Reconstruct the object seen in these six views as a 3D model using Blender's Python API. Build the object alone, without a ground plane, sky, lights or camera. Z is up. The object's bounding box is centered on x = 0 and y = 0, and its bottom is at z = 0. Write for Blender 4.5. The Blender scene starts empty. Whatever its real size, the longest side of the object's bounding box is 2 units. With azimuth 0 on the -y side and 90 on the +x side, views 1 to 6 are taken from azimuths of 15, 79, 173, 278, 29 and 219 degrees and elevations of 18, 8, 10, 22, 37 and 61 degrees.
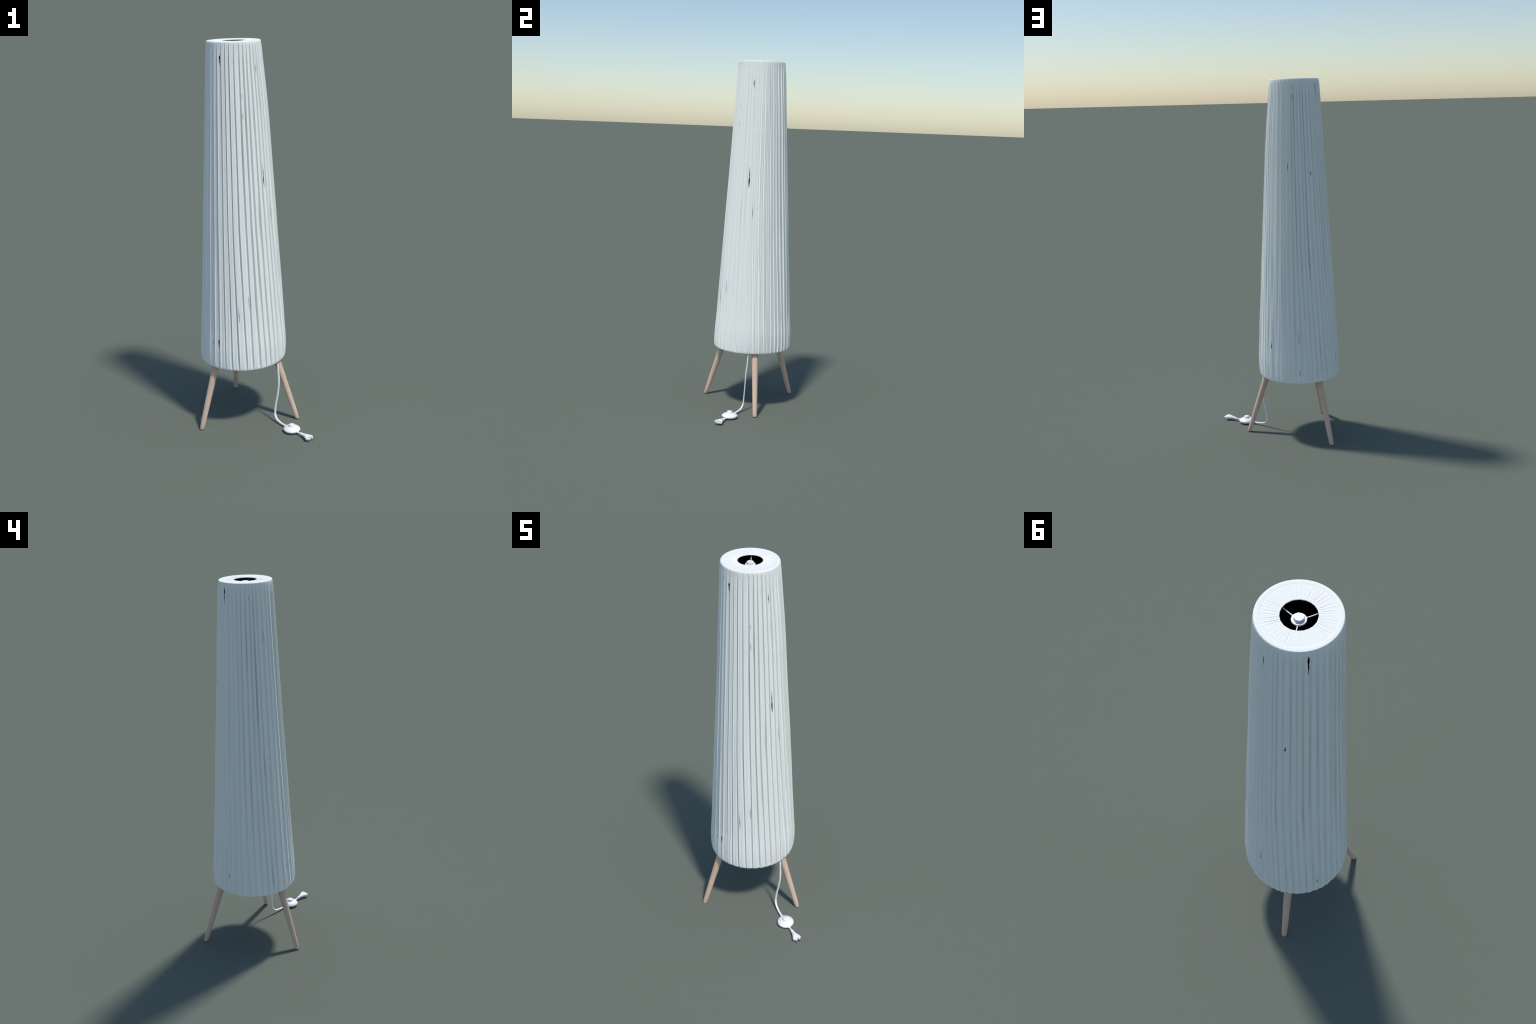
"""Tall pleated floor lamp: conical white shade of overlapping vertical strips on three
birch legs, with a flat white cord, a round foot switch and a two-pin plug."""
import bpy, bmesh, math, random
import numpy as np
from mathutils import Vector, Matrix

random.seed(7)
rng = np.random.default_rng(7)
AX, AY = -0.109, -0.008            # axis of the lamp (the cord reaches out to +x)
pi, tau = math.pi, 2 * math.pi

# ------------------------------------------------------------------ helpers
def link(ob, parent=None):
    bpy.context.scene.collection.objects.link(ob)
    if parent is not None:
        ob.parent = parent
    return ob

def mesh_object(name, verts, faces, mat, parent, smooth=True):
    me = bpy.data.meshes.new(name)
    me.from_pydata([tuple(map(float, v)) for v in verts], [], faces)
    me.materials.append(mat)
    me.polygons.foreach_set("use_smooth", [smooth] * len(me.polygons))
    me.update()
    return link(bpy.data.objects.new(name, me), parent)

def grid_faces(rows, cols, closed=False, skip=()):
    f = []
    n = cols if closed else cols - 1
    for i in range(rows - 1):
        for j in range(n):
            if j in skip:
                continue
            k = (j + 1) % cols
            f.append((i * cols + j, i * cols + k, (i + 1) * cols + k, (i + 1) * cols + j))
    return f

def sharp_by_angle(ob, deg):
    bm = bmesh.new(); bm.from_mesh(ob.data)
    bmesh.ops.recalc_face_normals(bm, faces=bm.faces)
    for e in bm.edges:
        e.smooth = not (len(e.link_faces) == 2 and e.calc_face_angle(0) > math.radians(deg))
    bm.to_mesh(ob.data); bm.free()
    return ob

def revolve(name, profile, centre, mat, parent, seg=64, sharp=40):
    """profile: (r, z) from bottom to top; ends on r=0 are closed by a fan ring."""
    v, rows = [], len(profile)
    for r, z in profile:
        for j in range(seg):
            a = tau * j / seg
            v.append((centre[0] + max(r, 1e-5) * math.cos(a), centre[1] + max(r, 1e-5) * math.sin(a), centre[2] + z))
    ob = mesh_object(name, v, grid_faces(rows, seg, True), mat, parent)
    bm = bmesh.new(); bm.from_mesh(ob.data)
    bmesh.ops.remove_doubles(bm, verts=bm.verts, dist=3e-5)
    bm.to_mesh(ob.data); bm.free()
    return sharp_by_angle(ob, sharp)

def tube(path, radii, side=None, seg=14, cap=True):
    """sweep an ellipse (radius a along 'side', b across) along a path."""
    path = [Vector(p) for p in path]
    v, n = [], len(path)
    for i, p in enumerate(path):
        t = (path[min(i + 1, n - 1)] - path[max(i - 1, 0)]).normalized()
        s = Vector(side[i]) if side is not None else Vector((0.31, 0.95, 0.1))
        s = (s - t * s.dot(t))
        if s.length < 1e-3:
            s = Vector((1, 0, 0)) - t * t.x
        s.normalize()
        w = t.cross(s)
        a, b = radii[i] if isinstance(radii, list) else radii
        for j in range(seg):
            q = tau * j / seg
            v.append(p + s * (a * math.cos(q)) + w * (b * math.sin(q)))
    f = grid_faces(n, seg, True)
    if cap:
        f.append(tuple(range(seg))); f.append(tuple((n - 1) * seg + j for j in range(seg)))
    return v, f

def smooth_path(pts, per=10):
    """Catmull-Rom through control points"""
    P = [np.array(p, float) for p in pts]
    P = [2 * P[0] - P[1]] + P + [2 * P[-1] - P[-2]]
    out = []
    for i in range(1, len(P) - 2):
        for k in range(per):
            t = k / per
            a, b, c, d = P[i - 1:i + 3]
            out.append(0.5 * (2 * b + (c - a) * t + (2 * a - 5 * b + 4 * c - d) * t * t + (3 * b - a - 3 * c + d) * t ** 3))
    out.append(P[-2])
    return out

def join_geo(parts):
    V, F = [], []
    for v, f in parts:
        o = len(V)
        V += [tuple(p) for p in v]
        F += [tuple(i + o for i in q) for q in f]
    return V, F

# ------------------------------------------------------------------ materials
def material(name, rough=0.8, spec=0.3, metal=0.0):
    m = bpy.data.materials.new(name); m.use_nodes = True
    nt = m.node_tree; b = nt.nodes["Principled BSDF"]
    b.inputs["Roughness"].default_value = rough
    b.inputs["Specular IOR Level"].default_value = spec
    b.inputs["Metallic"].default_value = metal
    return m, nt, b

def noise_colour(nt, b, low, high, scale, stretch=(1, 1, 1), detail=3.0, bump=0.0, bump_scale=None, dist=0.001):
    tc = nt.nodes.new("ShaderNodeTexCoord")
    mp = nt.nodes.new("ShaderNodeMapping"); mp.inputs["Scale"].default_value = stretch
    nz = nt.nodes.new("ShaderNodeTexNoise"); nz.inputs["Scale"].default_value = scale
    nz.inputs["Detail"].default_value = detail
    cr = nt.nodes.new("ShaderNodeValToRGB")
    cr.color_ramp.elements[0].position = 0.3; cr.color_ramp.elements[0].color = (*low, 1)
    cr.color_ramp.elements[1].position = 0.7; cr.color_ramp.elements[1].color = (*high, 1)
    nt.links.new(tc.outputs["Object"], mp.inputs["Vector"])
    nt.links.new(mp.outputs["Vector"], nz.inputs["Vector"])
    nt.links.new(nz.outputs["Fac"], cr.inputs["Fac"])
    nt.links.new(cr.outputs["Color"], b.inputs["Base Color"])
    if bump:
        n2 = nt.nodes.new("ShaderNodeTexNoise"); n2.inputs["Scale"].default_value = bump_scale or scale
        n2.inputs["Detail"].default_value = 2.0
        bp = nt.nodes.new("ShaderNodeBump"); bp.inputs["Strength"].default_value = bump
        bp.inputs["Distance"].default_value = dist
        nt.links.new(mp.outputs["Vector"], n2.inputs["Vector"])
        nt.links.new(n2.outputs["Fac"], bp.inputs["Height"])
        nt.links.new(bp.outputs["Normal"], b.inputs["Normal"])
    return nz

FABRIC = (0.91, 0.925, 0.878)
fabric, nt, b = material("pleated_fabric", 0.9, 0.15)
noise_colour(nt, b, tuple(c * 0.985 for c in FABRIC), FABRIC, 60, (1, 1, 0.05), 2, bump=0.25, bump_scale=260, dist=0.0006)
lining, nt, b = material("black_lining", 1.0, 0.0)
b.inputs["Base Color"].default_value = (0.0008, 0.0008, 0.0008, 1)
wood, nt, b = material("birch_wood", 0.55, 0.3)
noise_colour(nt, b, (0.67, 0.475, 0.355), (0.76, 0.555, 0.425), 45, (1, 1, 0.07), 4, bump=0.06, bump_scale=90, dist=0.0005)
plastic, nt, b = material("white_plastic", 0.35, 0.45)
noise_colour(nt, b, (0.92, 0.92, 0.92), (0.95, 0.95, 0.95), 30)
cordmat, nt, b = material("white_cord_sheath", 0.5, 0.35)
noise_colour(nt, b, (0.90, 0.90, 0.90), (0.94, 0.94, 0.94), 40)
wire, nt, b = material("white_lacquered_steel", 0.4, 0.5)
noise_colour(nt, b, (0.90, 0.90, 0.90), (0.93, 0.93, 0.93), 40)
pinmat, nt, b = material("nickel_plated_pin", 0.28, 0.5, 1.0)
noise_colour(nt, b, (0.42, 0.42, 0.45), (0.52, 0.52, 0.55), 60)
darksteel, nt, b = material("dark_steel_bracket", 0.5, 0.4, 0.4)
noise_colour(nt, b, (0.05, 0.05, 0.055), (0.08, 0.08, 0.085), 50)

# ------------------------------------------------------------------ root
root = bpy.data.objects.new("floor_lamp", None)
root.empty_display_size = 0.2
link(root)
root["label"] = "tall white pleated conical floor lamp on three wooden legs"
root["category"] = "floor lamp"

# ------------------------------------------------------------------ shade form
Z0, Z1 = 0.346, 1.9985
PROF = [(0.346, .2238), (0.349, .2250), (0.356, .2260), (0.38, .2264), (0.40, .2260), (0.45, .2238), (.55, .2160), (.93, .1942),
        (1.15, .182), (1.37, .1685), (1.55, .1585), (1.70, .151), (1.78, .1465), (1.90, .1398), (1.96, .1367), (1.98, .1352),
        (1.990, .1342), (1.9955, .1332), (1.9976, .1322), (1.9985, .1308)]
PZ = np.array([p[0] for p in PROF]); PR = np.array([p[1] for p in PROF])

def bulge(az, z):
    """the shade swells a little on its +x side"""
    s = (1 - np.exp(-(np.asarray(z) - .335) / .085)) * np.interp(z, [1.6, 1.75, 1.9, 2.0], [1, .75, .3, 0])
    d = (az - 88 + 180) % 360 - 180
    return (0.0125 * np.exp(-(d / 44) ** 2) - .0010 * np.cos(np.radians(az))) * s

# fine irregular creases that run along the strips
WR = [(int(k), rng.uniform(-5, 5), rng.uniform(0, tau), rng.uniform(.5, 1) * 0.00036 * (40 / k) ** .4)
      for k in rng.integers(14, 150, 34)]
def wrinkle(az, z):
    a = np.radians(az); w = 0
    for k, kz, ph, am in WR:
        w = w + am * np.sin(k * a + kz * z + ph)
    # finer creasing towards the bottom and on the back
    return w * np.interp(z, [.35, .8, 1.5], [1.15, .9, .6]) * (.85 - .3 * np.cos(a - math.radians(30)))

# azimuths (degrees, 0 = -y, 90 = +x) of the raised edge of every strip: upper part and near the bottom
EDGE_UP = [7.8, 17.5, 28.4, 36.8, 44.1, 52.5, 59.9, 67.8, 75, 84.4, 92.1, 97.6, 104.2, 110.6, 116.6, 124.5, 134.5, 143.2,
           150, 157.6, 165.9, 171.8, 179, 185.8, 191.8, 200.2, 209.3, 216.5, 224, 232.8, 242.5, 251.6, 261.2, 268.9,
           278.3, 286.9, 294.2, 301.8, 312.7, 323.7, 333.5, 342.6, 351.3, 359.8]
EDGE_LOW = [11.8, 22, 31, 40.4, 48.2, 56, 63.5, 70.6, 81.7, 89.9, 96.7, 101.9, 108, 114.5, 121.4, 128.6, 136.7, 145.6,
            153.1, 160.7, 168.5, 176.5, 184.9, 191.4, 198.1, 206.8, 214.5, 222, 229, 237.3, 245.5, 253, 262.2, 271.7,
            281.1, 290.2, 298.6, 306.6, 314.4, 325.5, 335.9, 344.8, 354, 362.8]
N = len(EDGE_UP)
GROOVE = rng.uniform(.75, 1.15, N)          # depth of the groove in front of each raised edge
TILT = rng.uniform(.8, 1.12, N)             # how far each strip leans back behind its raised edge
PEAK = rng.uniform(-.0005, .0007, N)        # height of each raised edge
TUCK = .11
# cross-section of one strip in mm: a raised edge, a long gentle fall, a tucked groove, then the next edge
STRIP_S = [0, .02, .06, .14, .30, .50, .62, .70, .75, .79, .82, .86, .91, .96, 1.0]
STRIP_H = [0, -.8, -1.7, -2.6, -3.4, -4.2, -5.2, -6.8, -8.8, -10.4, -10.9, -9.3, -6.1, -2.7, 0]
WAVE = [(rng.uniform(2, 5), rng.uniform(0, tau), rng.uniform(.1, .4)) for _ in range(N)]

def edge_az(i, z):
    turn = 360 * (i // N); i %= N
    t = np.interp(z, [.345, .48, 1.1, 1.85], [1.16, 1.0, .10, -.10])
    f, ph, am = WAVE[i]
    return EDGE_UP[i] + (EDGE_LOW[i] - EDGE_UP[i]) * t + turn + am * np.sin(f * z + ph)

# stretches where a groove pulls in deeper: edge index, height, half length, depth gain
def nearest_edge(az):
    return min(range(N), key=lambda k: abs((EDGE_UP[k] - az + 180) % 360 - 180))
PINCHES = [(nearest_edge(a), z, l, d) for a, z, l, d in ((52, 1.12, .09, .6), (84, .84, .07, .6), (75, 1.16, .08, .5), (301.8, 1.06, .07, .6),
           (303, .45, .09, .6), (17.5, 1.0, .25, .3), (17.5, 1.62, .15, .3), (52, .75, .12, .35), (36.8, .8, .12, .35))]
PINCHES += [(int(rng.integers(0, N)), rng.uniform(.4, 1.8), rng.uniform(.04, .18), rng.uniform(.2, .5)) for _ in range(36)]

def strip_height(i, s, z):
    f, ph, am = WAVE[(i + 1) % N]
    g = GROOVE[(i + 1) % N] * (1 + .12 * np.sin(1.7 * f * z + 3 * ph))
    az = EDGE_UP[(i + 1) % N]
    g = g * (1 + .28 * math.exp(-(((az - 32 + 180) % 360 - 180) / 38) ** 2))
    for paz, pz, plen, pdeep in PINCHES:
        if paz == (i + 1) % N:
            g = g * (1 + pdeep * np.exp(-((z - pz) / plen) ** 2))
    h = np.interp(s, STRIP_S, STRIP_H) * .001
    face = np.maximum(h, -.0045) * TILT[i] * np.clip((1 - s) / .3, 0, 1) + np.maximum(h, -.0045) * (1 - np.clip((1 - s) / .3, 0, 1))
    return face + np.minimum(h + .0045, 0) * g + (1 - s) ** 3 * PEAK[i] + s ** 6 * PEAK[(i + 1) % N]

def fold_scale(z):
    return (1 - .62 * np.exp(-(np.asarray(z) - .345) / .024)) * np.interp(z, [1.7, 1.9, 1.965, 1.985, 1.9985], [1, .9, .6, .22, 0])

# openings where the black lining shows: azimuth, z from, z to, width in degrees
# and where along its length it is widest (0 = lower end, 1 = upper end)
SLITS = [(326, 1.937, 1.954, 1.0, .7), (346.4, 1.885, 1.939, 3.0, .82), (29.6, 1.729, 1.757, .7, .7), (30, 1.622, 1.665, .8, .7),
         (62.2, 1.290, 1.412, 3.0, .22), (65.4, 1.840, 1.896, 1.8, .6), (74.3, 1.12, 1.197, .6, .4), (11.2, .600, .708, .8, .35),
         (29.0, .660, .756, .7, .5), (341.6, .452, .510, 1.5, .7), (127.8, .524, .570, 1.2, .4), (167.9, 1.872, 1.922, 1.0, .75),
         (155.7, 1.508, 1.555, .8, .5), (200.4, 1.482, 1.512, 1.7, .25), (228.7, 1.888, 1.976, 2.6, .88), (174.9, .556, .648, .6, .3),
         (284, 1.923, 1.936, 1.0, .6), (310, 1.696, 1.780, 1.1, .4), (240.6, .426, .467, .9, .6),
         (334.4, .465, .500, .8, .3), (306.4, .39, .51, .5, .5), (313.3, .565, .605, .7, .4), (169.1, .387, .422, .7, .6)]

# ------------------------------------------------------------------ black lining = parent of the strips
SEG = 180
rows = np.linspace(Z0 + 0.004, 1.988, 120)
V = []
for z in rows:
    for j in range(SEG):
        az = 360 * j / SEG
        r = np.interp(z, PZ, PR) + bulge(az, z) - .004 - .0165 * fold_scale(z)
        V.append((AX + r * math.sin(math.radians(az)), AY - r * math.cos(math.radians(az)), z))
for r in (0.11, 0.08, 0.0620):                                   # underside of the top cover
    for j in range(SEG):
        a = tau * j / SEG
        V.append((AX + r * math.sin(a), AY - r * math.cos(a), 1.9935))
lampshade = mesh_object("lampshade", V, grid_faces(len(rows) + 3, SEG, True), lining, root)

# ------------------------------------------------------------------ strips
ZROWS = np.unique(np.concatenate([np.linspace(Z0, .40, 14), np.linspace(.40, 1.94, 320), np.linspace(1.94, Z1, 26)]))
BASE_S = [0, .01, .02, .04, .06, .10, .14, .22, .30, .40, .5, .56, .62, .66, .70, .725, .75, .77, .79, .805, .82, .84, .86, .885, .91, .935, .96, .98, 1.0]
for i in range(N):
    zm = ZROWS
    a0, a1 = edge_az(i, zm), edge_az(i + 1, zm)
    mine = []
    for az, za, zb, w, peak in SLITS:
        zc = (za + zb) / 2
        e0, e1 = float(edge_az(i, zc)), float(edge_az(i + 1, zc))
        for t in (0, 360):
            if e0 <= az + t < e1:
                mine.append(((az + t - e0) / (e1 - e0), za, zb, w / (e1 - e0), peak))
    cols = list(BASE_S); skip = ()
    half = np.zeros_like(zm); drift = np.zeros_like(zm); sc = None
    if mine:
        sc = min(max(sum(m[0] for m in mine) / len(mine), .17), .70)
        for _, za, zb, w, peak in mine:
            t = np.clip((zm - za) / (zb - za), 0, 1)
            lens = np.where(t < peak, (t / peak) ** .75, ((1 - t) / (1 - peak)) ** .75)
            half = half + min(w / 2, .15) * lens * (1 + .18 * np.sin(19 * t + 40 * za))
            drift = drift + min(w / 2, .15) * .12 * np.sin(tau * t) * (1 if peak > .5 else -1)
        cols = sorted([c for c in cols if abs(c - sc) > .012] + [sc, sc])
        skip = (cols.index(sc),)
    cols_n = len(cols)
    P = np.zeros((len(zm), cols_n, 3))
    for j, s in enumerate(cols):
        sw = np.full_like(zm, s)
        if mine:
            right = (j > cols.index(sc)) if s == sc else s > sc
            if right:
                sw = 1 - (1 - s) * (1 - sc - half - drift) / (1 - sc)
            else:
                sw = s * (sc - half + drift) / sc
        h = strip_height(i, sw, zm)
        tuck = TUCK * np.sin(pi * np.clip((sw - .76) / .24, 0, 1)) ** 1.2      # the groove runs in under the next edge
        az = a0 + (a1 - a0) * (sw + tuck * fold_scale(zm))
        fs = fold_scale(zm)
        r = np.interp(zm, PZ, PR) + bulge(az, zm) + fs * (h + .0005) + wrinkle(az, zm) * np.clip(fs, .12, 1)
        P[:, j, 0] = AX + r * np.sin(np.radians(az))
        P[:, j, 1] = AY - r * np.cos(np.radians(az))
        P[:, j, 2] = zm
    ob = mesh_object("shade_strip", P.reshape(-1, 3), grid_faces(len(zm), cols_n, False, skip), fabric, lampshade)
    if mine:
        bm = bmesh.new(); bm.from_mesh(ob.data)
        bmesh.ops.remove_doubles(bm, verts=bm.verts, dist=1e-6)
        bm.to_mesh(ob.data); bm.free()

# ------------------------------------------------------------------ gathered top cover
CS = 720
FOLDS = [(int(k), rng.uniform(0, tau), rng.uniform(.5, 1)) for k in (41, 48, 55, 63, 70, 78)]
patch = [(int(k), rng.uniform(0, tau)) for k in (2, 3, 5)]
def cover_point(t, r, z, wave):
    az = tau * t
    w = sum(a * math.sin(k * az + p) for k, p, a in FOLDS) / 3.2
    m = 0.58 + 0.22 * sum(math.sin(k * az + p) for k, p in patch) / 3
    return (AX + r * math.sin(az), AY - r * math.cos(az), z + wave * m * w)
# (radius, height, gather depth)
COVER = [(.1312, 1.9983, 0), (.1300, 1.9987, 0), (.1260, 1.9990, 0), (.1205, 1.9990, 0.0001), (.1165, 1.9986, 0.0002), (.1145, 1.9980, .0002),
         (.1125, 1.9982, .0004), (.1070, 1.9983, .0008), (.100, 1.9982, .0012), (.092, 1.9981, .0015), (.084, 1.9980, .0018), (.076, 1.9979, .0019),
         (.069, 1.9978, .0018), (.064, 1.9978, .0014), (.0605, 1.9979, .0008), (.0585, 1.9981, .0003), (.0572, 1.9976, 0), (.0568, 1.9968, 0), (.0569, 1.9955, 0)]
V = []
NG = 19
for r, z, wv in COVER:
    for j in range(CS):
        t = j / CS
        rr = r
        if r < .066:                                              # the opening is a slightly angular ring
            q = ((t + .013 * math.sin(tau * 3 * t)) * NG) % 1 - .5
            rr = r * (math.cos(pi / NG) / math.cos(tau / NG * q)) ** 1.0
        V.append(cover_point(t, rr, z, wv))
top_cover = mesh_object("top_cover", V, grid_faces(len(COVER), CS, True), fabric, lampshade)

# ------------------------------------------------------------------ wire frame and hub in the opening
frame_parts = []
def ring(r, z, a, seg=72):
    pts = [(AX + r * math.cos(tau * k / seg), AY + r * math.sin(tau * k / seg), z) for k in range(seg + 1)]
    return tube(pts, (a, a), side=[(0, 0, 1)] * (seg + 1), seg=10, cap=False)
frame_parts += [ring(.0610, 1.9940, .0012), ring(.1245, 1.991, .0022), ring(.2165, .3520, .0025)]
for az in (86, 206, 326):
    c, s = math.sin(math.radians(az)), -math.cos(math.radians(az))
    pts = smooth_path([(AX + r * c, AY + r * s, z) for r, z in ((.018, 1.9755), (.030, 1.9750), (.045, 1.9765), (.059, 1.9790), (.085, 1.985), (.1235, 1.990))], 8)
    frame_parts.append(tube(pts, (.0021, .0021), side=[(0, 0, 1)] * len(pts), seg=10))
    rod = [(AX + r * c, AY + r * s, z) for r, z in ((.123, 1.99), (.2155, .40), (.2160, .352))]
    frame_parts.append(tube(rod, (.0015, .0015), seg=8))
    low = [(AX + r * c, AY + r * s, z) for r, z in ((.02, .356), (.12, .354), (.216, .352))]
    frame_parts.append(tube(low, (.0022, .0022), side=[(0, 0, 1)] * 3, seg=8))
fv, ff = join_geo(frame_parts)
frame = mesh_object("wire_frame", fv, ff, wire, root)
hub = revolve("hub_washer", [(0, 1.9735), (.0225, 1.9735), (.0238, 1.9745), (.0238, 1.9780), (.0228, 1.9792), (0, 1.9792)], (AX, AY, 0), wire, frame, 48)
nut = revolve("hub_nut", [(0, 1.9785), (.0164, 1.9785), (.0164, 1.9885), (.0155, 1.9900), (0, 1.9903)], (AX, AY, 0), wire, frame, 8, sharp=25)
socket = revolve("bulb_socket", [(0, .352), (.022, .352), (.022, .42), (.018, .425), (0, .426)], (AX, AY, 0), plastic, frame, 40)

# ------------------------------------------------------------------ legs
FOOT_RHO, SLOPE, LEG_TOP = .3007, .331, .366
leg_mesh = None
prof = [(0.0, .0000, 0), (0.0, .0090, 0), (.0012, .0112, 1), (.0045, .0126, 1), (.03, .0131, 1), (.12, .0150, 1), (.24, .0172, 1), (.33, .0186, 1), (.360, .0190, 1), (.366, .0180, 1), (.366, .0, 1)]
v = []; LS = 32
axis = Vector((-SLOPE, 0, 1)).normalized()
for z, r, tilt in prof:
    for j in range(LS):
        a = tau * j / LS
        if tilt:
            e = Vector((1, 0, 0)) - axis * axis.x; e.normalize()
            w = axis.cross(e)
            p = Vector((FOOT_RHO - SLOPE * z, 0, z)) + e * (r * math.cos(a)) * 1.0 + w * (r * math.sin(a))
            k = min(1.0, z / .03)                     # the sole is cut level with the floor
            p.z = p.z * k + z * (1 - k) if z < .03 else p.z
            p.z = max(p.z, 0.0)
        else:
            p = Vector((FOOT_RHO + r * math.cos(a), r * math.sin(a), z))
        v.append(p)
faces = grid_faces(len(prof), LS, True)
LEG_AZ = [math.degrees(math.atan2(-0.257 - AY, -0.277 - AX)), math.degrees(math.atan2(-0.029 - AY, 0.191 - AX)), math.degrees(math.atan2(0.263 - AY, -0.242 - AX))]
for n, ang in enumerate(LEG_AZ):
    if leg_mesh is None:
        leg = mesh_object("leg", v, faces, wood, root)
        bm = bmesh.new(); bm.from_mesh(leg.data)
        bmesh.ops.remove_doubles(bm, verts=bm.verts, dist=1e-6)
        bm.to_mesh(leg.data); bm.free()
        sharp_by_angle(leg, 55)
        leg_mesh = leg.data
        bv, bf = tube([(.165, 0, .357), (.2165, 0, .357)], (.012, .004), side=[(0, 1, 0)] * 2, seg=16)
        bracket = mesh_object("leg_bracket", bv, bf, darksteel, leg)
        bracket_mesh = bracket.data
    else:
        leg = link(bpy.data.objects.new("leg", leg_mesh), root)
        bracket = link(bpy.data.objects.new("leg_bracket", bracket_mesh), leg)
    leg.location = (AX, AY, 0)
    leg.rotation_euler = (0, 0, math.radians(ang))

# ------------------------------------------------------------------ flat cord, switch and plug
CORD = [(.070, -.050, .385), (.0935, -.0625, .335), (.1004, -.0684, .2756), (.1037, -.0740, .2286), (.0975, -.0759, .161), (.0861, -.0771, .0979),
        (.0816, -.0800, .0473), (.0872, -.0880, .0270), (.0985, -.0990, .0160), (.1243, -.1216, .0105), (.1526, -.1430, .0100), (.170, -.156, .0105)]
path = smooth_path(CORD, 10)
sides = []
for k in range(len(path)):
    t = np.clip((k / (len(path) - 1) - .45) / .35, 0, 1)
    sides.append(((1 - t) * 1.0 + t * .61, t * .79, 0))
cv, cf = tube(path, (.0056, .0034), sides, 18)
TAIL = smooth_path([(.215, -.1885, .0100), (.2321, -.2000, .0102), (.2430, -.2078, .0112), (.258, -.2190, .0125)], 8)
tv, tf = tube(TAIL, (.0044, .0036), [(.61, .79, 0)] * len(TAIL), 16)
cv, cf = join_geo([(cv, cf), (tv, tf)])
cord = mesh_object("power_cord", cv, cf, cordmat, root)

SWX, SWY = .1948, -.1745
switch = revolve("foot_switch", [(0, 0), (.029, 0), (.0325, .0008), (.0400, .0050), (.0436, .0092), (.0447, .0125), (.0438, .0158), (.0400, .0192),
                                 (.0330, .0232), (.0250, .0264), (.0190, .0280), (.0165, .0284), (.0160, .0276), (0, .0276)], (SWX, SWY, 0), plastic, root, 72, sharp=60)
button = revolve("switch_button", [(0, .0270), (.0150, .0270), (.0152, .0350), (.0146, .0376), (.0130, .0390), (.0060, .0396), (0, .0397)], (SWX, SWY, 0), plastic, switch, 48, sharp=60)
D = Vector((.812, -.584, 0)).normalized(); L = Vector((-D.y, D.x, 0))
def along(o, d, l=0, z=0):
    return Vector((o[0], o[1], 0)) + D * d + L * l + Vector((0, 0, z))
sleeve_in = tube([along((SWX, SWY), -.047, .002, .0105), along((SWX, SWY), -.036, .001, .0120)], [(.0072, .0050), (.0100, .0075)], [tuple(L)] * 2, 18)
sleeve_out = tube([along((SWX, SWY), .034, .001, .0120), along((SWX, SWY), .0475, .001, .0105)], [(.0105, .0075), (.0058, .0045)], [tuple(L)] * 2, 18)
sv, sf = join_geo([sleeve_in, sleeve_out])
mesh_object("cord_grommet", sv, sf, plastic, switch)

# plug: ribbed neck, flaring flat body, recessed face, two pins with white collars
PO = (.2535, -.2150)
def section(d, hw, hh, z, power, seg=40):
    out = []
    for j in range(seg):
        q = tau * j / seg
        c, s = math.cos(q), math.sin(q)
        x = math.copysign(abs(c) ** power, c) * hw
        y = math.copysign(abs(s) ** power, s) * hh
        out.append(along(PO, d, x, z + y))
    return out
body_sections = [(.000, .0045, .0042, .0128, 1), (.0005, .0076, .0066, .0129, 1), (.0046, .0078, .0068, .0130, 1), (.0050, .0056, .0052, .0130, 1), (.0072, .0056, .0052, .0131, 1),
                 (.0076, .0080, .0072, .0131, 1), (.0118, .0082, .0074, .0132, 1), (.0122, .0060, .0056, .0132, 1), (.0144, .0060, .0056, .0133, 1), (.0148, .0088, .0080, .0134, 1),
                 (.0215, .0092, .0084, .0137, 1), (.0235, .0100, .0092, .0139, .95), (.0330, .0134, .0098, .0142, .9), (.0440, .0182, .0102, .0145, .85), (.0520, .0220, .0104, .0146, .82),
                 (.0560, .0232, .0104, .0146, .82), (.0600, .0236, .0100, .0146, .82), (.0610, .0228, .0092, .0146, .82), (.0610, .0190, .0070, .0146, .8), (.0585, .0178, .0062, .0146, .8), (.0585, .0001, .0001, .0146, 1)]
V = []
for d, *rest in body_sections:
    V += section(d * 1.09, *rest)
plug = mesh_object("plug", V, grid_faces(len(body_sections), 40, True), plastic, root)
sharp_by_angle(plug, 38)
for side in (-1, 1):
    off = side * .0118
    sv, sf = tube([along(PO, .061, off, .0146), along(PO, .0770, off * .98, .0144), along(PO, .0778, off * .98, .0144)], [(.0034, .0034), (.0032, .0032), (.0026, .0026)], [(0, 0, 1)] * 3, 16)
    sharp_by_angle(mesh_object("pin_collar", sv, sf, plastic, plug), 40)
    pv, pf = tube([along(PO, .074, off * .98, .0144), along(PO, .0870, off * .95, .0143), along(PO, .0888, off * .95, .0143), along(PO, .0894, off * .95, .0143)], [(.0024, .0024), (.0024, .0024), (.0018, .0018), (.0006, .0006)], [(0, 0, 1)] * 4, 14)
    sharp_by_angle(mesh_object("plug_pin", pv, pf, pinmat, plug), 40)
